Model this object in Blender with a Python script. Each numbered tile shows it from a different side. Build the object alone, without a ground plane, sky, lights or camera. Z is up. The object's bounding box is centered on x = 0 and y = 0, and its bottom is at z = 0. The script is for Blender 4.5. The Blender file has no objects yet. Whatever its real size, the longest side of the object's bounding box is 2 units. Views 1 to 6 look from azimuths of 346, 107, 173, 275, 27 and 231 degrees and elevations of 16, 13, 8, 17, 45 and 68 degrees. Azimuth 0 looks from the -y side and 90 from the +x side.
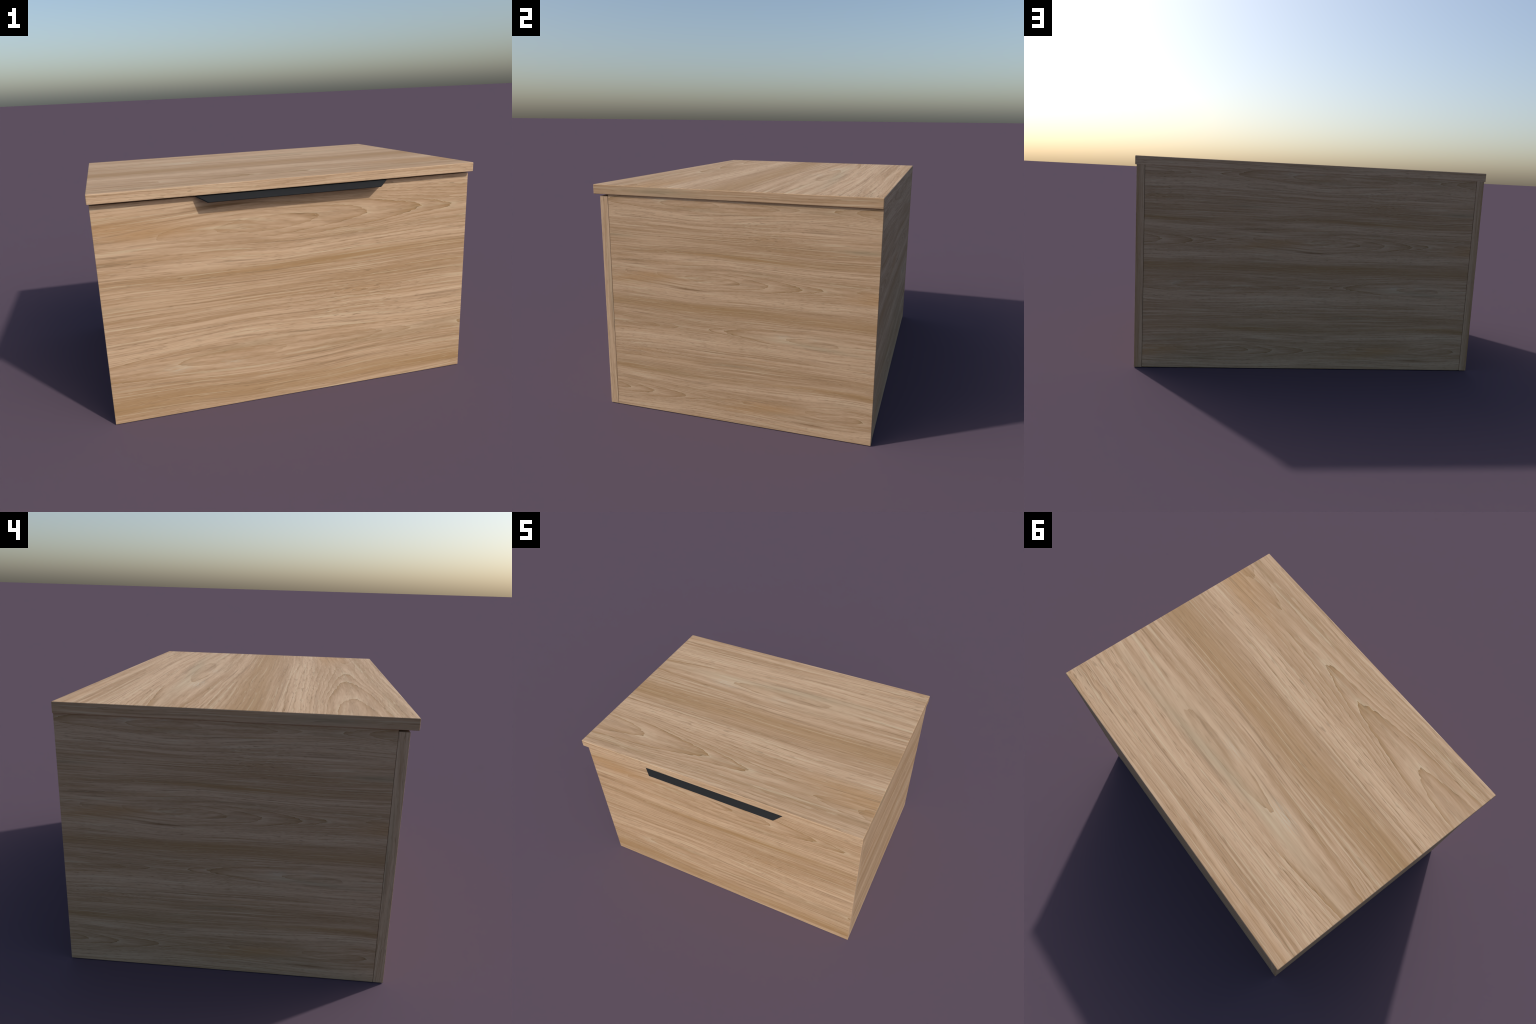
"""Wooden storage chest: veneered panels, overhanging lid, dark metal edge pull."""
import bpy, bmesh, math
from mathutils import Vector

# ------------------------------------------------------------------ sizes (m)
LID_X, LID_FRONT, LID_BACK = 1.000, -0.7065, 0.7373
LID_BOTTOM, LID_TOP = 1.1442, 1.1926
BODY_X = 0.9912            # outer face of the two side panels
SIDE_T = 0.0433            # side panel thickness
FRONT_Y = -0.6750          # outer face of the front panel
FRONT_T = 0.0445
FRONT_TOP = 1.1350
GAP = 0.0008               # shadow gap between front panel and sides
BACK_Y = 0.7372

# ------------------------------------------------------------------ veneer
# One veneer sheet serves every panel. It repeats on a staggered lattice:
# shift by PERIOD along the grain, or by ROW along the grain and ROW across it.
PERIOD, ROW = 1.264, 0.632


def math_node(nt, op, a, b=None, c=None, clamp=False):
    n = nt.nodes.new('ShaderNodeMath')
    n.operation = op
    n.use_clamp = clamp
    for i, v in enumerate((a, b, c)):
        if v is None:
            continue
        if isinstance(v, (int, float)):
            n.inputs[i].default_value = v
        else:
            nt.links.new(v, n.inputs[i])
    return n.outputs[0]


class Expr:
    """Small helper so that node maths reads like ordinary formulas."""
    def __init__(self, nt, out):
        self.nt, self.o = nt, out

    def _v(self, x):
        return x.o if isinstance(x, Expr) else x

    def _m(self, op, *a, clamp=False):
        return Expr(self.nt, math_node(self.nt, op, self.o, *[self._v(x) for x in a], clamp=clamp))

    def __add__(self, x): return self._m('ADD', x)
    __radd__ = __add__
    def __sub__(self, x): return self._m('SUBTRACT', x)
    def __rsub__(self, x): return Expr(self.nt, math_node(self.nt, 'SUBTRACT', x, self.o))
    def __mul__(self, x): return self._m('MULTIPLY', x)
    __rmul__ = __mul__
    def __truediv__(self, x): return self._m('DIVIDE', x)
    def sq(self): return self._m('MULTIPLY', self)
    def fn(self, op, *a): return self._m(op, *a)
    def clamp(self): return self._m('ADD', 0.0, clamp=True)

    def step(self, lo, hi):
        n = self.nt.nodes.new('ShaderNodeMapRange')
        n.interpolation_type = 'SMOOTHSTEP'
        self.nt.links.new(self.o, n.inputs['Value'])
        n.inputs['From Min'].default_value = lo
        n.inputs['From Max'].default_value = hi
        return Expr(self.nt, n.outputs['Result'])


def combine(nt, x, y, z=0.0):
    n = nt.nodes.new('ShaderNodeCombineXYZ')
    for i, v in enumerate((x, y, z)):
        if isinstance(v, Expr):
            nt.links.new(v.o, n.inputs[i])
        else:
            n.inputs[i].default_value = v
    return n.outputs[0]


def noise2(nt, x, y, detail=2.0, rough=0.5, seed=0.0):
    n = nt.nodes.new('ShaderNodeTexNoise')
    n.noise_dimensions = '3D'
    n.inputs['Scale'].default_value = 1.0
    n.inputs['Detail'].default_value = detail
    n.inputs['Roughness'].default_value = rough
    nt.links.new(combine(nt, x, y, seed), n.inputs['Vector'])
    return Expr(nt, n.outputs['Fac'])


def noise1(nt, w, detail=1.0, rough=0.5):
    n = nt.nodes.new('ShaderNodeTexNoise')
    n.noise_dimensions = '1D'
    n.inputs['Scale'].default_value = 1.0
    n.inputs['Detail'].default_value = detail
    n.inputs['Roughness'].default_value = rough
    nt.links.new(w.o, n.inputs['W'])
    return Expr(nt, n.outputs['Fac'])


def blend(nt, fac, a, b, mode='MIX'):
    n = nt.nodes.new('ShaderNodeMix')
    n.data_type = 'RGBA'
    n.blend_type = mode
    n.clamp_factor = True
    nt.links.new(fac.o, n.inputs[0])
    for i, v in ((6, a), (7, b)):
        if isinstance(v, tuple):
            n.inputs[i].default_value = (*v, 1.0)
        else:
            nt.links.new(v, n.inputs[i])
    return n.outputs[2]


def lattice_spot_group():
    """Soft elliptical spot repeated on the veneer lattice."""
    g = bpy.data.node_groups.new('lattice_spot', 'ShaderNodeTree')
    for nm in ('s', 't', 'cs', 'ct', 'ws', 'wt', 'tilt'):
        g.interface.new_socket(nm, in_out='INPUT', socket_type='NodeSocketFloat')
    g.interface.new_socket('value', in_out='OUTPUT', socket_type='NodeSocketFloat')
    g.interface.new_socket('across', in_out='OUTPUT', socket_type='NodeSocketFloat')
    gi, go = g.nodes.new('NodeGroupInput'), g.nodes.new('NodeGroupOutput')
    s, t, cs, ct, ws, wt, tilt = [Expr(g, gi.outputs[i]) for i in range(7)]
    dt = t - ct
    k = (dt / ROW).fn('ROUND') * ROW
    dt = dt - k
    ds = s - cs - k
    wave = (ds * (math.pi / PERIOD)).fn('SINE') * (PERIOD / math.pi)
    local = (ds * (2 * math.pi / PERIOD)).fn('SINE') * (PERIOD / (2 * math.pi))
    dt = dt - local * tilt
    e = (wave / ws).sq() + (dt / wt).sq()
    v = (e * -1.0).fn('EXPONENT')
    g.links.new(v.o, go.inputs[0])
    g.links.new(dt.o, go.inputs[1])
    return g


def srgb(r, g, b):
    f = lambda c: (c / 12.92 if c <= 0.04045 else ((c + 0.055) / 1.055) ** 2.4)
    return tuple(f(v / 255) for v in (r, g, b))


# veneer colours
MID = srgb(167, 138, 109)
LIGHT = srgb(189, 161, 132)
BROWN = srgb(147, 115, 75)
TAN = srgb(150, 121, 88)
GREY = srgb(158, 144, 117)
DARK = srgb(100, 79, 53)
ORANGE = srgb(164, 127, 85)
PALE = srgb(195, 178, 149)


def veneer_group():
    g = bpy.data.node_groups.new('oak_veneer', 'ShaderNodeTree')
    g.interface.new_socket('s', in_out='INPUT', socket_type='NodeSocketFloat')
    g.interface.new_socket('t', in_out='INPUT', socket_type='NodeSocketFloat')
    g.interface.new_socket('colour', in_out='OUTPUT', socket_type='NodeSocketColor')
    g.interface.new_socket('relief', in_out='OUTPUT', socket_type='NodeSocketFloat')
    gi, go = g.nodes.new('NodeGroupInput'), g.nodes.new('NodeGroupOutput')
    s0, t0 = Expr(g, gi.outputs[0]), Expr(g, gi.outputs[1])
    spot_tree = lattice_spot_group()

    def spot(s, t, cs, ct, ws, wt, tilt=0.0):
        n = g.nodes.new('ShaderNodeGroup')
        n.node_tree = spot_tree
        g.links.new(s.o, n.inputs[0])
        g.links.new(t.o, n.inputs[1])
        for i, v in enumerate((cs, ct, ws, wt, tilt)):
            n.inputs[2 + i].default_value = v
        e = Expr(g, n.outputs[0])
        e.across = Expr(g, n.outputs[1])
        return e

    # gentle waviness of the whole sheet, then ragged little jogs across the grain
    wav = noise2(g, s0 * 2.4, t0 * 4.5, 1.0, seed=3.1) - 0.5
    rag = noise2(g, s0 * 40.0, t0 * 90.0, 2.0, seed=7.7) - 0.5
    feather = spot(s0, t0, 0.185, 0.985, 0.16, 0.045)
    jumble = feather * (noise2(g, s0 * 20, t0 * 45, 2.0, seed=1.4) - 0.5) * 0.012
    smooth_t = t0 + wav * 0.020 + jumble
    t = smooth_t + rag * 0.0040                         # contour lines are ragged,
    tf = smooth_t + rag * 0.0009                        # fibres run almost straight
    s = s0 + (noise2(g, s0 * 9, t0 * 30, 2.0, seed=5.2) - 0.5) * 0.045 + (noise2(g, s0 * 50, t0 * 130, 1.0, seed=5.9) - 0.5) * 0.034

    # growth-ring height: two families of nested arches, one pointing along +s, one back
    ridge = spot(s, t, -0.07, 0.750, 0.47, 0.062, -0.045)
    valley = spot(s, t, 0.44, 0.486, 0.47, 0.056, -0.02)
    eye = spot(s, t, 0.20, 0.975, 0.15, 0.026)
    valley_fold = valley.fn('MINIMUM', 0.56) + (valley - 0.56).fn('MAXIMUM', 0.0) * 0.5
    h = ridge + valley_fold + eye * 0.45 + (noise2(g, s0 * 1.6, t0 * 9.0, 1.0, seed=9.3) - 0.5) * 0.08
    arch = spot(s0, t0, 0.31, 0.738, 0.33, 0.095, -0.05) + spot(s0, t0, 0.02, 0.486, 0.30, 0.085) + eye * 0.35
    w = h * 5.5 - (0.545 - h).fn('MAXIMUM', 0.0) * 13.0 + 20.0
    saw = w.fn('FRACT')                                 # 0 just inside a line, 1 just outside
    inside = (saw * -3.2).fn('EXPONENT')
    outside = ((1.0 - saw) * -8.0).fn('EXPONENT')
    line = (saw * -9.0).fn('EXPONENT')

    # straight grain, all stretched along s and parting around the arches
    flow = spot(s0, tf, -0.05, 0.752, 0.50, 0.115, -0.05)
    flow_back = spot(s0, tf, 0.50, 0.486, 0.50, 0.10, -0.02)
    u = tf - flow.across * flow * 0.70 - flow_back.across * flow_back * 0.70
    grain_wide = noise2(g, s0 * 1.0, u * 26.0, 1.0, seed=2.0)
    grain_mid = noise2(g, s0 * 1.4, u * 95.0, 2.0, 0.6, seed=4.0)
    fib_mid = noise2(g, s0 * 6.0, u * 240.0, 2.0, 0.6, seed=4.6)
    fib_fine = noise2(g, s0 * 30.0, u * 700.0, 1.0, seed=6.0)
    thin = noise2(g, s0 * 3.0, u * 170.0, 1.0, seed=17.0)
    hue = noise2(g, s0 * 1.3, u * 42.0, 2.0, seed=31.0)
    pores = noise2(g, s0 * 30.0, tf * 360.0, 1.0, seed=8.0)
    patch = noise2(g, s0 * 1.7, u * 11.0, 2.0, seed=12.0)
    broken = noise2(g, s0 * 9.0, t0 * 25.0, 2.0, seed=13.0)
    straight = (1.0 - arch * 0.92).clamp()

    tone = ((grain_wide - 0.5) * 0.50 + (grain_mid - 0.5) * 0.88) * (straight * 0.85 + 0.15)
    tone = tone + (fib_mid - 0.5) * 0.68 + (fib_fine - 0.5) * 0.30 - inside * arch * 0.23 + arch * 0.05
    bright = spot(s0, tf, 0.25, 0.668, 0.50, 0.026) + spot(s0, tf, -0.25, 0.425, 0.60, 0.035) * 0.9 \
        + spot(s0, tf, 0.10, 0.828, 0.40, 0.020, -0.06) * 0.8
    tone = tone + bright * 0.24
    col = blend(g, (0.5 - tone).step(0.12, 0.66), LIGHT, MID)
    col = blend(g, (0.27 - tone).step(0.1, 0.75) * 0.9, col, TAN)

    # brown bands, warm and grey patches of this sheet
    band = spot(s0, tf, 0.00, 0.590, 0.75, 0.026) * 0.85 + spot(s0, tf, -0.15, 0.607, 0.35, 0.010) * 0.45
    band = band + spot(s0, tf, 0.10, 0.868, 0.40, 0.016, -0.04) * 1.0
    band = band + spot(s0, tf, 0.35, 0.935, 0.5, 0.03) * 0.25
    band = band * (grain_mid * 2.2 - 0.20).clamp() * (0.55 + 0.7 * fib_mid)
    col = blend(g, band.clamp() * 0.85, col, BROWN)
    warm = spot(s0, tf, -0.40, 0.742, 0.15, 0.024) + spot(s0, tf, 0.72, 0.715, 0.12, 0.02) * 0.8 \
        + spot(s0, tf, 0.19, 0.972, 0.10, 0.012) * 0.6
    col = blend(g, (warm * (0.5 + 0.9 * patch) + (hue - 0.55) * 1.5 * straight).clamp() * 0.66, col, ORANGE)
    pale = spot(s0, tf, 0.47, 0.462, 0.26, 0.012, -0.08) + spot(s0, tf, 0.67, 0.942, 0.10, 0.013) * 0.9 \
        + spot(s0, tf, 0.05, 0.49, 0.30, 0.03) * 0.4
    col = blend(g, (pale * (0.2 + 1.0 * patch) + (patch - 0.57) * 1.4 + (0.42 - hue) * 1.2).clamp() * 0.52, col, GREY)

    # arch outlines: ragged brown line with a pale fringe, broken up along its length
    vis = broken.step(0.34, 0.60)
    outline = (arch * 1.4).clamp()
    col = blend(g, (outside * outline * (0.15 + 0.85 * vis)).clamp() * 0.40, col, PALE)
    col = blend(g, (line * outline * (0.35 + 0.65 * vis)).clamp() * 0.72, col, BROWN)
    col = blend(g, (line * line * outline * pores.step(0.42, 0.60) * (0.2 + 0.8 * vis)).clamp() * 0.65, col, DARK)

    # thin straight lines of the even grain, dark and pale
    calm = (straight + 0.15).clamp() * (1.0 - band * 0.4).clamp()
    col = blend(g, thin.step(0.59, 0.67) * calm * (0.35 + 0.65 * fib_mid.step(0.40, 0.6)) * 0.55, col, srgb(124, 100, 74))
    col = blend(g, thin.fn('MULTIPLY', -1.0).step(-0.40, -0.31) * calm * 0.40, col, PALE)

    # pores, grey smudge and the short dark streak
    where = 0.40 + bright * 0.45 + feather * 0.8 + (0.5 - grain_mid) * 1.5
    dash = pores.step(0.60, 0.70) * where.clamp()
    col = blend(g, dash.clamp() * 0.50, col, DARK)
    lightdash = noise2(g, s0 * 24.0, tf * 300.0, 1.0, seed=21.0).step(0.62, 0.72) * where.clamp()
    col = blend(g, lightdash.clamp() * 0.48, col, PALE)
    nub = spot(s0, t0, 0.29, 0.50, 0.035, 0.012) + spot(s0, t0, 0.445, 0.503, 0.03, 0.010) * 0.6
    col = blend(g, (nub * pores.step(0.40, 0.60)).clamp() * 0.6, col, srgb(186, 174, 152))
    smudge = spot(s0, t0, 0.66, 0.943, 0.11, 0.012)
    col = blend(g, (smudge * fib_mid.step(0.42, 0.62)).clamp() * 0.5, col, srgb(124, 106, 80))
    streak = spot(s0, t0, -0.20, 0.690, 0.085, 0.0035, -0.02)
    col = blend(g, streak * 0.75, col, srgb(112, 82, 50))

    g.links.new(col, go.inputs[0])
    g.links.new((tone + 0.5).o, go.inputs[1])
    return g


VENEER = veneer_group()


def veneer_material(name, s_axis, s_mul, s_add, t_axis, t_mul, t_add):
    """Veneer laid on a face: s = s_mul*axis + s_add runs along the grain."""
    m = bpy.data.materials.new(name)
    m.use_nodes = True
    nt = m.node_tree
    bsdf = nt.nodes['Principled BSDF']
    tc = nt.nodes.new('ShaderNodeTexCoord')
    sep = nt.nodes.new('ShaderNodeSeparateXYZ')
    nt.links.new(tc.outputs['Object'], sep.inputs[0])
    s = Expr(nt, sep.outputs['XYZ'.index(s_axis)]) * s_mul + s_add
    t = Expr(nt, sep.outputs['XYZ'.index(t_axis)]) * t_mul + t_add
    n = nt.nodes.new('ShaderNodeGroup')
    n.node_tree = VENEER
    nt.links.new(s.o, n.inputs[0])
    nt.links.new(t.o, n.inputs[1])
    nt.links.new(n.outputs[0], bsdf.inputs['Base Color'])
    bsdf.inputs['Roughness'].default_value = 0.7
    bsdf.inputs['Specular IOR Level'].default_value = 0.15
    return m


K_TOP, K_FRONT = 1 / 3.0, 1 / 1.87
MAT = {
    'lid_top': veneer_material('veneer_lid_top', 'X', K_TOP, 0.29 + 0.425 * K_TOP, 'Y', -K_TOP, 0.5 + 0.256 * K_TOP),
    'lid_edge_x': veneer_material('veneer_lid_edge_long', 'X', 0.7, 0.75, 'Z', -0.7, 0.655 + 0.82),
    'lid_edge_y': veneer_material('veneer_lid_edge_short', 'Y', 0.6, 0.87, 'Z', -0.6, 0.943 + 0.70),
    'front': veneer_material('veneer_front', 'X', K_FRONT, 0.212 - 0.39 * K_FRONT, 'Z', -K_FRONT, 0.734 + 1.0 * K_FRONT),
    'right': veneer_material('veneer_side_right', 'Y', 1, 0, 'Z', 1, 0),
    'left': veneer_material('veneer_side_left', 'Y', -1, 0.10, 'Z', 1, 0),
    'back': veneer_material('veneer_back', 'X', -1, -0.208, 'Z', 1, 0),
    'edge_v_x': veneer_material('veneer_edge_upright_side', 'Z', 0.7, 0.1, 'Y', 0.7, 0.90),
    'edge_right': veneer_material('veneer_edge_upright_right', 'Z', 1.0, 0.3, 'X', -1.5, 0.668 + 1.5 * 0.946),
    'edge_left': veneer_material('veneer_edge_upright_left', 'Z', 1.0, 0.9, 'X', 1.5, 0.668 + 1.5 * 0.946),
}


def metal_material():
    m = bpy.data.materials.new('dark_coated_metal')
    m.use_nodes = True
    nt = m.node_tree
    b = nt.nodes['Principled BSDF']
    tc = nt.nodes.new('ShaderNodeTexCoord')
    n = nt.nodes.new('ShaderNodeTexNoise')
    n.inputs['Scale'].default_value = 90
    nt.links.new(tc.outputs['Object'], n.inputs['Vector'])
    c = blend(nt, Expr(nt, n.outputs['Fac']), (0.0122, 0.0136, 0.0150), (0.0150, 0.0164, 0.0178))
    nt.links.new(c, b.inputs['Base Color'])
    b.inputs['Roughness'].default_value = 0.6
    b.inputs['Specular IOR Level'].default_value = 0.12
    return m


METAL = metal_material()


# ------------------------------------------------------------------ geometry
def finish(ob, bm, bevel, segments=2):
    if bevel:
        bmesh.ops.bevel(bm, geom=bm.edges[:], offset=bevel, segments=segments, profile=0.5, affect='EDGES')
    bmesh.ops.recalc_face_normals(bm, faces=bm.faces[:])
    bm.to_mesh(ob.data)
    bm.free()
    for p in ob.data.polygons:
        p.use_smooth = False


def panel(name, parent, lo, hi, mats, bevel=0.003):
    """Box between two corners. mats = materials for faces looking along x, y, z."""
    me = bpy.data.meshes.new(name)
    ob = bpy.data.objects.new(name, me)
    bpy.context.scene.collection.objects.link(ob)
    ob.parent = parent
    bm = bmesh.new()
    c = [bm.verts.new((x, y, z)) for x in (lo[0], hi[0]) for y in (lo[1], hi[1]) for z in (lo[2], hi[2])]
    for q in ((0, 1, 3, 2), (4, 6, 7, 5), (0, 4, 5, 1), (2, 3, 7, 6), (0, 2, 6, 4), (1, 5, 7, 3)):
        bm.faces.new([c[i] for i in q])
    finish(ob, bm, bevel)
    slots = []
    for m in mats:
        if m not in slots:
            slots.append(m)
            me.materials.append(m)
    for p in me.polygons:
        n = [abs(v) for v in p.normal]
        p.material_index = slots.index(mats[n.index(max(n))])
    return ob


chest = bpy.data.objects.new('storage_chest', None)
chest.empty_display_size = 0.2
bpy.context.scene.collection.objects.link(chest)
chest["label"] = "light oak veneer storage chest with overhanging lid and black edge handle"
chest["category"] = "storage chest"

panel('lid', chest, (-LID_X, LID_FRONT, LID_BOTTOM), (LID_X, LID_BACK, LID_TOP),
      (MAT['lid_edge_y'], MAT['lid_edge_x'], MAT['lid_top']), 0.0035)

side_front = FRONT_Y + FRONT_T + GAP
for sgn, key in ((1, 'right'), (-1, 'left')):
    xs = sorted((sgn * BODY_X, sgn * (BODY_X - SIDE_T)))
    panel('side_panel', chest, (xs[0], side_front, 0.0), (xs[1], BACK_Y, LID_BOTTOM + 0.0030),
          (MAT[key], MAT['edge_' + key], MAT[key]), 0.002)

front = panel('front_panel', chest, (-BODY_X, FRONT_Y, 0.0), (BODY_X, FRONT_Y + FRONT_T, FRONT_TOP),
              (MAT['edge_v_x'], MAT['front'], MAT['front']), 0.002)

inner = BODY_X - SIDE_T
panel('back_panel', chest, (-inner + 0.0015, BACK_Y - 0.0425, 0.001), (inner - 0.0015, BACK_Y - 0.0015, LID_BOTTOM + 0.0025),
      (MAT['back'], MAT['back'], MAT['back']), 0.0015)
panel('top_rail', chest, (-inner + 0.001, side_front + 0.0012, 1.06), (inner - 0.001, side_front + 0.042, LID_BOTTOM - 0.0012),
      (MAT['back'], MAT['back'], MAT['back']), 0.001)
panel('bottom_panel', chest, (-inner + 0.001, side_front + 0.002, 0.004), (inner - 0.001, BACK_Y - 0.0435, 0.045),
      (MAT['back'], MAT['back'], MAT['lid_top']), 0.001)


def edge_pull():
    """Bent metal strip: flat flange on the front panel's top edge, lip sloping out and down."""
    T = 0.0048
    flange_low = FRONT_TOP + 0.0008
    low_tip = Vector((-0.7342, 1.1098))
    d = Vector((0.838, 0.5455)).normalized()
    n = Vector((-d.y, d.x))
    top_tip = low_tip + n * T
    low_bend = low_tip + d * ((flange_low - low_tip.y) / d.y)
    top_bend = top_tip + d * ((flange_low + T - top_tip.y) / d.y)
    rear = -0.650
    profile = [low_tip, low_bend, Vector((rear, flange_low)), Vector((rear, flange_low + T)), top_bend, top_tip]

    def half(y):
        return 0.4487 + (min(y, -0.694) + 0.7340) * 1.250

    me = bpy.data.meshes.new('handle')
    ob = bpy.data.objects.new('handle', me)
    bpy.context.scene.collection.objects.link(ob)
    ob.parent = chest
    bm = bmesh.new()
    ends = [[bm.verts.new((sg * half(p.x), p.x, p.y)) for p in profile] for sg in (-1, 1)]
    k = len(profile)
    for i in range(k):
        j = (i + 1) % k
        bm.faces.new((ends[0][i], ends[0][j], ends[1][j], ends[1][i]))
    for e in ends:
        bm.faces.new((e[0], e[1], e[4], e[5]))
        bm.faces.new((e[1], e[2], e[3], e[4]))
    finish(ob, bm, 0.0006, 1)
    me.materials.append(METAL)
    return ob


edge_pull()
